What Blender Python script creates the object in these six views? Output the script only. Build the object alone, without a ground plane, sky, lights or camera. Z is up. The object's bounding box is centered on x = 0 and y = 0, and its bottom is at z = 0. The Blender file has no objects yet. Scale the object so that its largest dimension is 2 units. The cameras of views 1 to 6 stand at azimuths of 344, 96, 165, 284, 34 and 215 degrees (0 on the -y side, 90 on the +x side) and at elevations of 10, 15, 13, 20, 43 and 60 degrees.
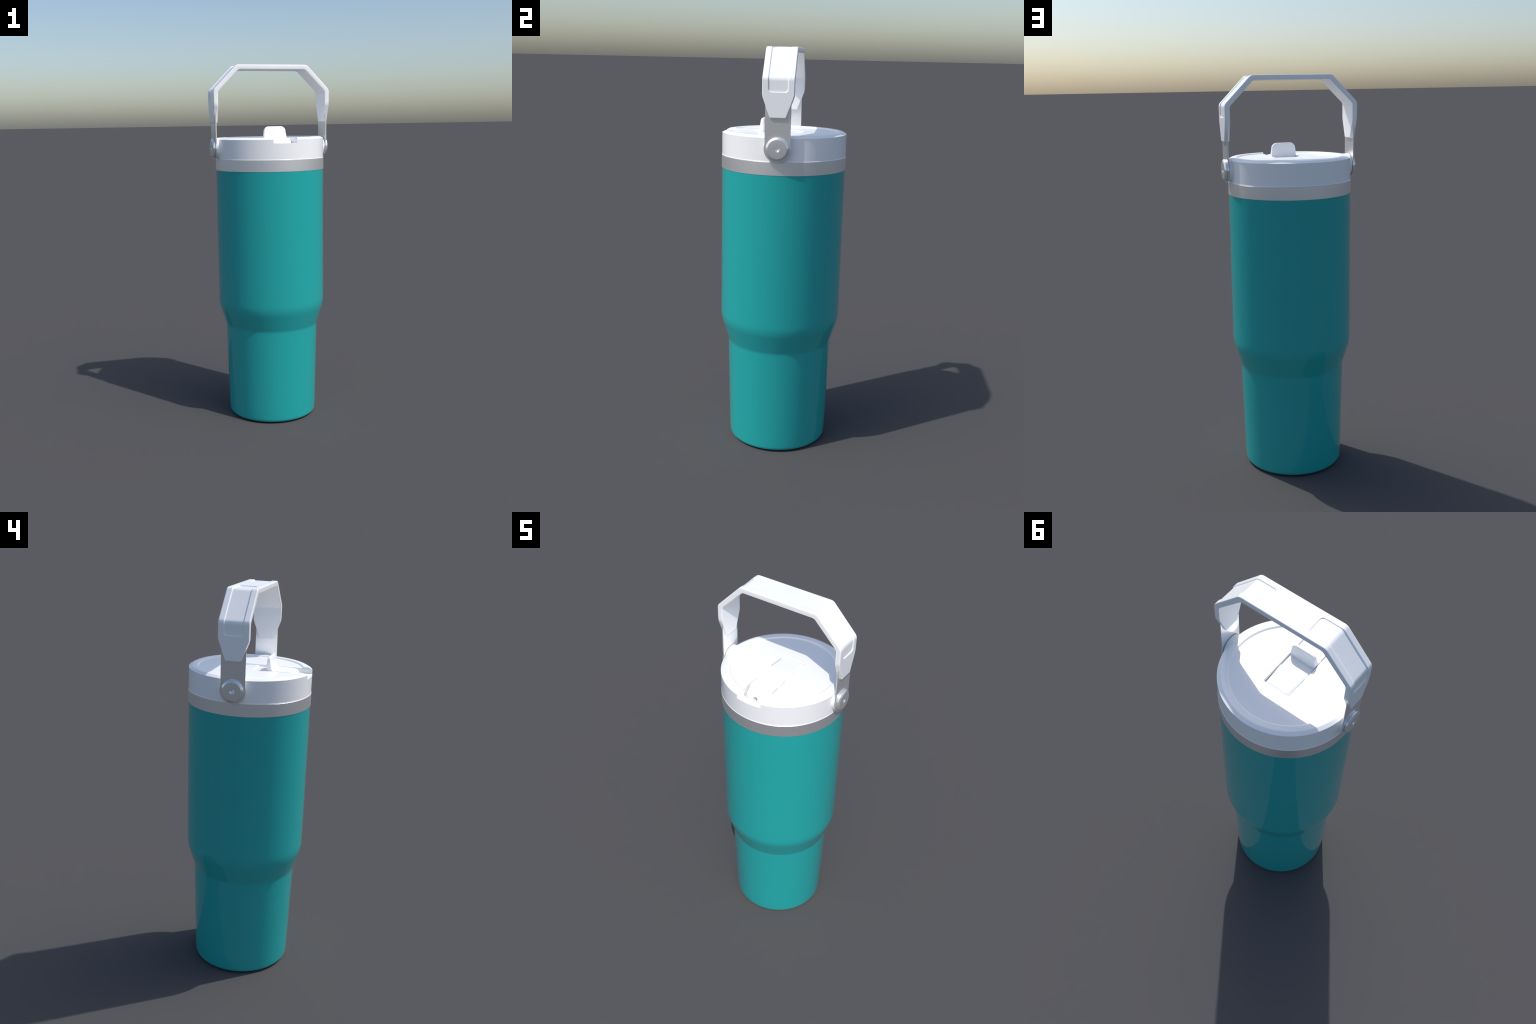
"""Insulated steel tumbler with a white flip-spout lid and a folding carry handle.

Frame: metres, z up, the tumbler's axis on x = y = 0, standing on z = 0.
The handle spans the x axis, the drinking spout faces -y.
"""
import math
import bpy
import bmesh
from mathutils import Vector

SEGMENTS = 256


# ---------------------------------------------------------------- materials
def material(name, colour, rough, metallic=0.0, specular=0.5, coat=0.0,
             grain=0.0, grain_scale=60.0, tint=0.02):
    """Principled material with a faint procedural mottling and grain."""
    mat = bpy.data.materials.new(name)
    mat.use_nodes = True
    nt = mat.node_tree
    bsdf = nt.nodes["Principled BSDF"]
    coord = nt.nodes.new("ShaderNodeTexCoord")
    noise = nt.nodes.new("ShaderNodeTexNoise")
    noise.inputs["Scale"].default_value = grain_scale
    noise.inputs["Detail"].default_value = 3.0
    nt.links.new(coord.outputs["Object"], noise.inputs["Vector"])
    ramp = nt.nodes.new("ShaderNodeValToRGB")
    ramp.color_ramp.elements[0].position = 0.3
    ramp.color_ramp.elements[1].position = 0.7
    ramp.color_ramp.elements[0].color = tuple(c * (1 - tint) for c in colour) + (1,)
    ramp.color_ramp.elements[1].color = tuple(min(1, c * (1 + tint)) for c in colour) + (1,)
    nt.links.new(noise.outputs["Fac"], ramp.inputs["Fac"])
    nt.links.new(ramp.outputs["Color"], bsdf.inputs["Base Color"])
    bsdf.inputs["Roughness"].default_value = rough
    bsdf.inputs["Metallic"].default_value = metallic
    bsdf.inputs["Specular IOR Level"].default_value = specular
    bsdf.inputs["Coat Weight"].default_value = coat
    if grain > 0:
        bump = nt.nodes.new("ShaderNodeBump")
        bump.inputs["Strength"].default_value = grain
        bump.inputs["Distance"].default_value = 0.001
        nt.links.new(noise.outputs["Fac"], bump.inputs["Height"])
        nt.links.new(bump.outputs["Normal"], bsdf.inputs["Normal"])
    return mat


TEAL = material("teal_powder_coat", (0.022, 0.405, 0.395), 0.03, tint=0.008)
WHITE = material("white_plastic", (0.992, 0.992, 0.994), 0.25, tint=0.004)
COLLAR_STEEL = material("satin_steel", (0.88, 0.88, 0.88), 0.38, metallic=0.80, tint=0.01)
STEEL = material("brushed_steel", (0.93, 0.93, 0.93), 0.22, metallic=0.70, tint=0.01)
BOLT_STEEL = material("polished_steel", (0.93, 0.93, 0.93), 0.22, metallic=0.70, tint=0.01)


# ---------------------------------------------------------------- helpers
def obj_from_bmesh(name, bm, mat, parent=None, angle=35.0):
    bmesh.ops.recalc_face_normals(bm, faces=bm.faces[:])
    me = bpy.data.meshes.new(name)
    bm.to_mesh(me)
    bm.free()
    me.materials.append(mat)
    ob = bpy.data.objects.new(name, me)
    bpy.context.scene.collection.objects.link(ob)
    smooth(me, angle)
    if parent:
        ob.parent = parent
    return ob


def smooth(me, angle):
    me.shade_smooth()
    me.set_sharp_from_angle(angle=math.radians(angle))


def fillet(points, radii, steps=10):
    """Round the inner corners of an open 2D polyline; radii are tangent lengths."""
    out = [Vector(points[0])]
    for i in range(1, len(points) - 1):
        p, a, b = Vector(points[i]), Vector(points[i - 1]), Vector(points[i + 1])
        t = radii[i]
        if t <= 0:
            out.append(p)
            continue
        q0 = p + (a - p).normalized() * t
        q1 = p + (b - p).normalized() * t
        for k in range(steps + 1):
            s = k / steps
            out.append((1 - s) ** 2 * q0 + 2 * s * (1 - s) * p + s * s * q1)
    out.append(Vector(points[-1]))
    return out


def lathe(profile, segments=SEGMENTS, axis="Z"):
    """Revolve (radius, height) pairs; ends with radius 0 close to a point."""
    bm = bmesh.new()
    rings = []
    for r, h in profile:
        ring = []
        if r < 1e-6:
            co = (0, 0, h) if axis == "Z" else (h, 0, 0)
            ring = [bm.verts.new(co)]
        else:
            for i in range(segments):
                a = 2 * math.pi * i / segments
                c, s = r * math.cos(a), r * math.sin(a)
                ring.append(bm.verts.new((c, s, h) if axis == "Z" else (h, c, s)))
        rings.append(ring)
    for lo, hi in zip(rings, rings[1:]):
        for i in range(segments):
            j = (i + 1) % segments
            if len(lo) == 1 and len(hi) == 1:
                continue
            if len(lo) == 1:
                bm.faces.new((lo[0], hi[j], hi[i]))
            elif len(hi) == 1:
                bm.faces.new((lo[i], lo[j], hi[0]))
            else:
                bm.faces.new((lo[i], lo[j], hi[j], hi[i]))
    return bm


def loft(loops, caps=True):
    """Skin a list of equal-length closed loops of 3D points."""
    bm = bmesh.new()
    rows = [[bm.verts.new(p) for p in loop] for loop in loops]
    n = len(rows[0])
    for lo, hi in zip(rows, rows[1:]):
        for i in range(n):
            j = (i + 1) % n
            bm.faces.new((lo[i], lo[j], hi[j], hi[i]))
    if caps:
        bm.faces.new(rows[0][::-1])
        bm.faces.new(rows[-1])
    return bm


def apply_modifiers(ob, angle=35.0):
    dg = bpy.context.evaluated_depsgraph_get()
    me = bpy.data.meshes.new_from_object(ob.evaluated_get(dg))
    old = ob.data
    ob.modifiers.clear()
    me.name = old.name
    ob.data = me
    bpy.data.meshes.remove(old)
    smooth(me, angle)


def boolean(ob, cutter, operation):
    m = ob.modifiers.new("boolean", "BOOLEAN")
    m.object = cutter
    m.operation = operation
    m.solver = "EXACT"
    apply_modifiers(ob)
    me = cutter.data
    bpy.data.objects.remove(cutter)
    bpy.data.meshes.remove(me)


def flatten_shading(ob, angle=35.0):
    """Area-weighted normals, so that flat faces shade flat up to their rounded edges."""
    ob.data.set_sharp_from_angle(angle=math.radians(angle))
    m = ob.modifiers.new("weighted", "WEIGHTED_NORMAL")
    m.mode = "FACE_AREA"
    m.weight = 100
    m.keep_sharp = True
    dg = bpy.context.evaluated_depsgraph_get()
    me = bpy.data.meshes.new_from_object(ob.evaluated_get(dg))
    old = ob.data
    ob.modifiers.clear()
    name = old.name
    ob.data = me
    bpy.data.meshes.remove(old)
    me.name = name


def bevel(ob, width, segments=2, angle=40.0):
    m = ob.modifiers.new("bevel", "BEVEL")
    m.width = width
    m.segments = segments
    m.limit_method = "ANGLE"
    m.angle_limit = math.radians(angle)
    apply_modifiers(ob)
    flatten_shading(ob)


def smoothstep(a, b, x):
    t = min(1.0, max(0.0, (x - a) / (b - a)))
    return t * t * (3 - 2 * t)


# ---------------------------------------------------------------- the thing
root = bpy.data.objects.new("insulated_tumbler", None)
bpy.context.scene.collection.objects.link(root)
root["label"] = "teal steel tumbler with white flip lid and folding carry handle"
root["category"] = "water bottle"

# ---- body: straight upper half, tapered shoulder, narrow foot that fits a cup holder
R_BODY, R_COLLAR = 0.3037, 0.3046
Z_BODY_TOP, Z_COLLAR_TOP = 1.429, 1.4905
Z_BASE = 0.0030                                   # the painted shell stands on a slightly recessed foot
corners = [(0.0, Z_BASE), (0.2525, Z_BASE), (0.2658, 0.5395), (R_BODY, 0.660), (R_BODY, Z_BODY_TOP)]
profile = fillet(corners, [0, 0.022, 0.009, 0.030, 0], steps=14)
dense = [Vector((0.0, 0.0)), Vector((0.205, 0.0)), Vector((0.207, 0.001)), Vector((0.207, Z_BASE))]
for a, b in zip(profile[1:], profile[2:]):            # extra rings on the long walls
    n = max(1, int((b - a).length / 0.06))
    dense += [a.lerp(b, k / n) for k in range(n)]
dense += [profile[-1], Vector((0.28, Z_BODY_TOP)), Vector((0.0, Z_BODY_TOP))]
body = obj_from_bmesh("body", lathe(dense), TEAL, root, angle=40)

# ---- bare steel collar between the painted body and the lid
collar_profile = [(0.0, 1.4288), (R_COLLAR - 0.002, 1.4288), (R_COLLAR, 1.4294), (R_COLLAR, 1.46),
                  (R_COLLAR, Z_COLLAR_TOP - 0.0012), (R_COLLAR - 0.0012, Z_COLLAR_TOP), (0.0, Z_COLLAR_TOP)]
collar = obj_from_bmesh("collar", lathe(collar_profile), COLLAR_STEEL, root)

# ---- lid
Z_RIM, Z_DISK = 1.6090, 1.6022
R_LID = 0.3031
lid_corners = [(0.0, 1.4908), (R_COLLAR - 0.0003, 1.4908), (R_COLLAR - 0.0002, 1.4919), (R_LID, 1.4940),
               (R_LID, 1.530), (R_LID, 1.570), (R_LID, 1.5990), (0.2860, 1.6080), (0.272, Z_RIM),
               (0.2605, Z_RIM), (0.2535, Z_DISK), (0.12, Z_DISK), (0.0, Z_DISK)]
lid_profile = fillet(lid_corners, [0, 0, 0.0006, 0.0014, 0, 0, 0.0012, 0.003, 0, 0.0016, 0.0016, 0, 0], steps=4)
lid = obj_from_bmesh("lid", lathe(lid_profile), WHITE, root)

# channel for the spout and its hinge plate: a chamfered trough, open at the front rim
CH, CH_TOP, Z_CH = 0.0655, 0.0685, 1.5790
section = [(-CH, Z_CH), (CH, Z_CH), (CH, 1.5988), (CH_TOP, 1.6028), (CH_TOP, 1.66),
           (-CH_TOP, 1.66), (-CH_TOP, 1.6028), (-CH, 1.5988)]
stations = [(-0.34, 0.0)]
for k in range(7):                                # rounded rear corners
    a = math.pi / 2 * k / 6
    stations.append((0.0845 + 0.006 * math.sin(a), 0.006 * (1 - math.cos(a))))
bm = loft([[(math.copysign(abs(x) - inset, x), y + (0.003 * smoothstep(1.5988, 1.6028, z) if y > 0 else 0), z)
            for x, z in section] for y, inset in stations])
boolean(lid, obj_from_bmesh("channel_cutter", bm, WHITE), "DIFFERENCE")

# the well behind the front sill, where the nose of the spout drops below the sill
Y_WELL, R_WELL, Z_WELL = -0.270, 0.040, 1.5450
ring = [(CH, -0.12)]
for k in range(13):
    a = math.radians(90 * k / 12)
    ring.append((CH - R_WELL + R_WELL * math.cos(a), Y_WELL + R_WELL - R_WELL * math.sin(a)))
ring += [(-x, y) for x, y in ring][::-1]
bm = loft([[(x, y, z) for x, y in ring] for z in (Z_WELL, 1.5800)])
boolean(lid, obj_from_bmesh("well_cutter", bm, WHITE), "DIFFERENCE")
bevel(lid, 0.0009, 2, 42)

# hinge plate behind the finger tab: a level landing, a low step, then a shallow thumb ramp
loops = []
PLATE_W, Y_RAMP, Y_PLATE = 0.0625, -0.022, 0.0868
for k in range(121):
    y = -0.110 + (Y_PLATE + 0.110) * k / 120
    ramp = 1.6004 - 0.0050 * max(0.0, (y - Y_RAMP)) / (Y_PLATE - Y_RAMP)
    z = 1.5940 + (ramp - 1.5940) * smoothstep(-0.0295, Y_RAMP, y)
    r = 0.004 + 0.022 * max(0.0, (y - Y_RAMP)) / (Y_PLATE - Y_RAMP)
    drop = 0.0010 + 0.58 * r
    z -= 0.0060 * max(0.0, (y - Y_PLATE + 0.0075) / 0.0075) ** 1.5     # rounded rear edge
    loop = [(-PLATE_W, y, Z_CH)]
    for q in range(9):
        b = math.pi / 2 * q / 8
        loop.append((-PLATE_W + r - r * math.cos(b), y, z - drop + drop * math.sin(b)))
    for q in range(1, 10):
        loop.append((-(PLATE_W - r) + 2 * (PLATE_W - r) * q / 10, y, z))
    for q in range(9):
        b = math.pi / 2 * (1 - q / 8)
        loop.append((PLATE_W - r + r * math.cos(b), y, z - drop + drop * math.sin(b)))
    loop.append((PLATE_W, y, Z_CH))
    loops.append(loop)
plate = obj_from_bmesh("hinge_plate", loft(loops), WHITE, lid, angle=60)

# ---- hinge bosses that carry the handle, flaring into the wall of the lid
Z_PIVOT = 1.5527
R_BOSS, X_BOSS = 0.0565, 0.3128


def boss(side):
    prof = fillet([(0.0, 0.27), (0.0705, 0.27), (0.0705, 0.2955), (R_BOSS, 0.2965), (R_BOSS, X_BOSS), (0.0, X_BOSS)],
                  [0, 0, 0, 0.010, 0.0012, 0], steps=8)
    bm = lathe(prof, 128, axis="X")
    for v in bm.verts:
        rad = math.hypot(v.co.y, v.co.z)
        if rad > R_BOSS:                          # no flare towards the rim
            up = smoothstep(0.1, 0.75, v.co.z / rad)
            v.co.y, v.co.z = (q * (1 + (R_BOSS / rad - 1) * up) for q in (v.co.y, v.co.z))
        v.co.z = max(1.4935, min(Z_RIM + 0.0002, v.co.z + Z_PIVOT))
        # the flare follows the round wall of the lid
        if v.co.x < R_LID + 0.004 and abs(v.co.y) > 0.02:
            wall = math.sqrt(max(0.0, R_LID ** 2 - v.co.y ** 2))
            v.co.x = v.co.x - (R_LID - wall) * smoothstep(R_LID + 0.006, R_LID - 0.006, v.co.x) * 0.6
        v.co.x *= side
    return obj_from_bmesh("hinge_boss", bm, WHITE, lid, angle=50)


for side in (1, -1):
    boss(side)

# ---- flip spout: a bar lying in the channel with a round-shouldered, domed nose,
# and an upright finger tab
CAP_W, Z_CAP0, Y_FRONT, Y_BACK, R_NOSE = 0.0622, 1.5460, -0.2450, -0.094, 0.024
Z_CAP = Z_DISK - 0.0002
plan = []                                         # (x, y, outward normal)
for k in range(13):
    plan.append((CAP_W, Y_BACK + (Y_FRONT + R_NOSE - Y_BACK) * k / 13, 1.0, 0.0))
for k in range(25):
    a = math.radians(90 * k / 24)
    plan.append((CAP_W - R_NOSE + R_NOSE * math.cos(a), Y_FRONT + R_NOSE - R_NOSE * math.sin(a),
                 math.cos(a), -math.sin(a)))
plan.append((0.0, Y_FRONT, 0.0, -1.0))
plan += [(-x, y, -nx, ny) for x, y, nx, ny in plan[:-1]][::-1]
loops = []
Z_DOME = 1.5560                                   # the nose leans and rounds over above this height
levels = [(Z_CAP0, 0.0)]
for k in range(25):
    t = math.sin(math.pi / 2 * k / 24)
    levels.append((Z_DOME + (Z_CAP - Z_DOME) * t, 0.2 * t + 0.8 * (1 - math.cos(math.pi / 2 * k / 24))))
for z, inset in levels:
    loop = []
    for x, y, nx, ny in plan:
        d = inset * (0.0022 + 0.0250 * smoothstep(0.192, 0.236, -y))
        loop.append((x - nx * d, y - ny * d, z))
    loops.append(loop)
spout = obj_from_bmesh("flip_spout", loft(loops), WHITE, lid, angle=60)

# small vent hole in the nose, leaning back
bm = bmesh.new()
bmesh.ops.create_cone(bm, segments=32, radius1=0.0115, radius2=0.0115, depth=0.040, cap_ends=True)
lean = Vector((0.0, 0.95, -0.31)).normalized()
rot = lean.to_track_quat("Z", "Y").to_matrix().to_4x4()
bmesh.ops.transform(bm, matrix=rot, verts=bm.verts[:])
bmesh.ops.translate(bm, vec=Vector((0.0, -0.2440, 1.5665)) + lean * 0.008, verts=bm.verts[:])
boolean(spout, obj_from_bmesh("vent_cutter", bm, WHITE), "DIFFERENCE")

# finger tab: stacked rounded rectangles, flared into the spout at the foot
Z_TAB = 1.6672
loops = []
foot = [(-0.1440, 1.5900), (-0.1420, 1.6000), (-0.1345, 1.6013), (-0.1273, 1.6033), (-0.1224, 1.6070), (-0.1183, 1.6141),
        (-0.1149, 1.6249), (-0.1124, 1.6396), (-0.1104, 1.6550), (-0.1085, 1.6680)]


def tab_front(z):
    """Smooth concave front face of the finger tab through a few control points."""
    for i in range(len(foot) - 1):
        (y0, z0), (y1, z1) = foot[i], foot[i + 1]
        if z <= z1:
            break
    t = (z - z0) / (z1 - z0)
    before, after = foot[max(0, i - 1)], foot[min(len(foot) - 1, i + 2)]
    m0 = (y1 - before[0]) / (z1 - before[1]) * (z1 - z0)
    m1 = (after[0] - y0) / (after[1] - z0) * (z1 - z0)
    return ((2 * t ** 3 - 3 * t ** 2 + 1) * y0 + (t ** 3 - 2 * t ** 2 + t) * m0
            + (-2 * t ** 3 + 3 * t ** 2) * y1 + (t ** 3 - t ** 2) * m1)


levels = [1.590, 1.596, 1.600]
levels += [1.6005 + 0.0115 * k / 24 for k in range(25)]
levels += [1.6120 + 0.0300 * k / 16 for k in range(1, 17)]
levels += [1.6420 + (Z_TAB - 1.6420) * math.sin(math.pi / 2 * k / 24) for k in range(1, 25)]
for z in levels:
    front = tab_front(z)
    back = -0.0925 - 0.003 * smoothstep(1.63, Z_TAB, z)
    w = 0.0645 - 0.0035 * smoothstep(1.605, 1.645, z)
    corner = 0.0265                                  # rounded upper corners
    if z > Z_TAB - corner:
        d = (z - (Z_TAB - corner)) / corner
        w -= corner * (1 - math.sqrt(max(0.0, 1 - d * d))) * 0.98
    w = min(w, CAP_W + 0.0015)
    crown = 0.005                                    # rounded top edge
    if z > Z_TAB - crown:
        d = (z - (Z_TAB - crown)) / crown
        shrink = (1 - math.sqrt(max(0.0, 1 - d * d))) * 0.0048
        front += shrink
        back -= shrink
    r = min(0.004, (back - front) * 0.45)
    loop = []
    for cx, cy, a0 in ((w - r, back - r, 0), (-w + r, back - r, 90), (-w + r, front + r, 180), (w - r, front + r, 270)):
        for q in range(7):
            a = math.radians(a0 + 15 * q)
            loop.append((cx + r * math.cos(a), cy + r * math.sin(a), z))
    loops.append(loop)
tab = obj_from_bmesh("finger_tab", loft(loops), WHITE, lid, angle=60)

# ---- carry handle
handle = bpy.data.objects.new("carry_handle", None)
bpy.context.scene.collection.objects.link(handle)
handle.parent = root

# grip: a flat strap bent over two shoulders, its outer and inner lines in xz
outer = [(0.3318, 1.6895), (0.3323, 1.8660), (0.2015, 2.0000), (0.0, 2.0000)]
inner = [(0.3068, 1.6895), (0.3070, 1.8572), (0.1890, 1.9752), (0.0, 1.9752)]


def half_path(line, cut):
    """Sampled half path with rounded shoulders; equal counts for both lines."""
    pts = []
    p = [Vector(q) for q in line]
    keys = [p[0]]
    arcs = []
    for i in (1, 2):
        arcs.append((p[i] + (p[i - 1] - p[i]).normalized() * cut, p[i],
                     p[i] + (p[i + 1] - p[i]).normalized() * cut))
    runs = [(p[0], arcs[0][0], 100), (arcs[0], None, 14), (arcs[0][2], arcs[1][0], 100),
            (arcs[1], None, 14), (arcs[1][2], p[3], 110)]
    for a, b, n in runs:
        for k in range(n):
            s = k / n
            if b is None:
                pts.append((1 - s) ** 2 * a[0] + 2 * s * (1 - s) * a[1] + s * s * a[2])
            else:
                pts.append(a.lerp(b, s))
    pts.append(p[3])
    return pts


half_out, half_in = half_path(outer, 0.013), half_path(inner, 0.011)
run = [0.0]
for a, b in zip(half_out, half_out[1:]):
    run.append(run[-1] + (b - a).length)

# position along the path of the two ends of the sunken shoulder panel
s_low = next(s for s, p in zip(run, half_out) if p.y > 1.8015)
s_high = next(s for s, p in zip(run, half_out) if p.y > 1.9999 and p.x < 0.1045)
HW = 0.0725
PANEL_W, PANEL_R, PANEL_DEPTH, PANEL_SLOPE = 0.0462, 0.017, 0.0043, 0.0032


def grip_half_width(z, x):
    if x < 0.30:
        return HW
    if z > 1.797:
        return HW
    taper = lambda q: 0.0365 + (HW - 0.0365) * (q - 1.6895) / (1.7855 - 1.6895)
    if z < 1.774:
        return taper(z)
    t = (z - 1.774) / (1.797 - 1.774)                # rounded hip
    return (1 - t) ** 2 * taper(1.774) + 2 * t * (1 - t) * HW + t * t * HW


def panel_depth(s, y):
    mid, half = (s_low + s_high) / 2, (s_high - s_low) / 2
    dx = abs(s - mid) - (half - PANEL_R)
    dy = abs(y) - (PANEL_W - PANEL_R)
    dist = math.hypot(max(dx, 0), max(dy, 0)) + min(max(dx, dy), 0) - PANEL_R
    return PANEL_DEPTH * smoothstep(0.0, -PANEL_SLOPE, dist)


def grip_station(po, pi, s, hw, shrink):
    """One closed cross-section; dense across the outer face for the panel."""
    axis = po - pi
    thick = axis.length
    axis = axis / thick
    r = 0.0042
    loop = []
    lo, hi = shrink, thick - shrink
    w = hw - shrink

    def put(y, h):
        q = pi + axis * h
        loop.append((q.x, y, q.y))
    ny = 96
    for k in range(ny + 1):
        y = -(w - r) + 2 * (w - r) * k / ny
        put(y, hi - panel_depth(s, y))
    for k in range(1, 5):
        a = math.pi / 2 * (1 - k / 5)
        put(w - r + r * math.cos(a), hi - r + r * math.sin(a))
    put(w, hi - r)
    ri = 0.003
    put(w, lo + ri)
    for k in range(1, 5):
        a = -math.pi / 2 * k / 5
        put(w - ri + ri * math.cos(a), lo + ri + ri * math.sin(a))
    for k in range(13):
        put((w - ri) * (1 - 2 * k / 12), lo)
    for k in range(1, 5):
        a = -math.pi / 2 - math.pi / 2 * k / 5
        put(-(w - ri) + ri * math.cos(a), lo + ri + ri * math.sin(a))
    put(-w, lo + ri)
    put(-w, hi - r)
    for k in range(1, 5):
        a = math.pi - math.pi / 2 * k / 5
        put(-(w - r) + r * math.cos(a), hi - r + r * math.sin(a))
    return loop


half = []
for po, pi, s in zip(half_out, half_in, run):
    hw = grip_half_width((po.y + pi.y) / 2, po.x)
    shrink = 0.0022 * (1 - min(1.0, s / 0.0035)) ** 1.5
    half.append(grip_station(po, pi, s, hw, shrink))
other = [[(-x, y, z) for x, y, z in loop] for loop in half[:-1]][::-1]
grip = obj_from_bmesh("grip", loft(half + other), WHITE, handle, angle=50)

# steel straps from the grip down to the pivots
X_STRAP0, X_STRAP1 = 0.3158, 0.3222
STRAP_W, R_EYE = 0.0585, 0.0622
eye = []
a_join = math.asin(STRAP_W / R_EYE)
for k in range(97):
    a = -math.pi / 2 - (math.pi - a_join) + 2 * (math.pi - a_join) * k / 96
    eye.append((R_EYE * math.cos(a), Z_PIVOT + R_EYE * math.sin(a)))
eye = [(y, z) for y, z in eye if z < Z_PIVOT + R_EYE * math.cos(a_join) + 1e-6]
strap_outline = eye + [(STRAP_W, 1.585), (STRAP_W, 1.752), (-STRAP_W, 1.752), (-STRAP_W, 1.585)]


def strap(side):
    bm = bmesh.new()
    lo = [bm.verts.new((X_STRAP0 * side, y, z)) for y, z in strap_outline]
    hi = [bm.verts.new((X_STRAP1 * side, y, z)) for y, z in strap_outline]
    bm.faces.new(lo)
    bm.faces.new(hi[::-1])
    n = len(lo)
    for i in range(n):
        bm.faces.new((lo[i], lo[(i + 1) % n], hi[(i + 1) % n], hi[i]))
    ob = obj_from_bmesh("strap", bm, STEEL, handle)
    bevel(ob, 0.0011, 2, 60)
    return ob


# pivot bolts: chamfered head on a thin washer, conical dimple in the face
def pivot_bolt(side):
    prof = fillet([(0.0, 0.300), (0.0485, 0.300), (0.0485, 0.3240), (0.0528, 0.3240), (0.0528, 0.3298),
                   (0.0432, 0.3357), (0.0, 0.3357)], [0, 0, 0, 0.001, 0.0018, 0.0008, 0], steps=5)
    ob = obj_from_bmesh("pivot_bolt", lathe(prof, 128, axis="X"), BOLT_STEEL, handle)
    bm = bmesh.new()
    n = 24
    rim = [bm.verts.new((0.3457, 0.0235 * math.cos(2 * math.pi * k / n), 0.0235 * math.sin(2 * math.pi * k / n)))
           for k in range(n)]
    low = [bm.verts.new((0.3257, 0.0010 * math.cos(2 * math.pi * k / n), 0.0010 * math.sin(2 * math.pi * k / n)))
           for k in range(n)]
    bm.faces.new(rim)
    bm.faces.new(low[::-1])
    for i in range(n):
        bm.faces.new((rim[i], rim[(i + 1) % n], low[(i + 1) % n], low[i]))
    boolean(ob, obj_from_bmesh("socket_cutter", bm, BOLT_STEEL), "DIFFERENCE")
    for v in ob.data.vertices:
        v.co.z += Z_PIVOT
        v.co.x *= side
    if side < 0:
        ob.data.flip_normals()
    smooth(ob.data, 30)
    return ob


for side in (1, -1):
    strap(side)
    pivot_bolt(side)
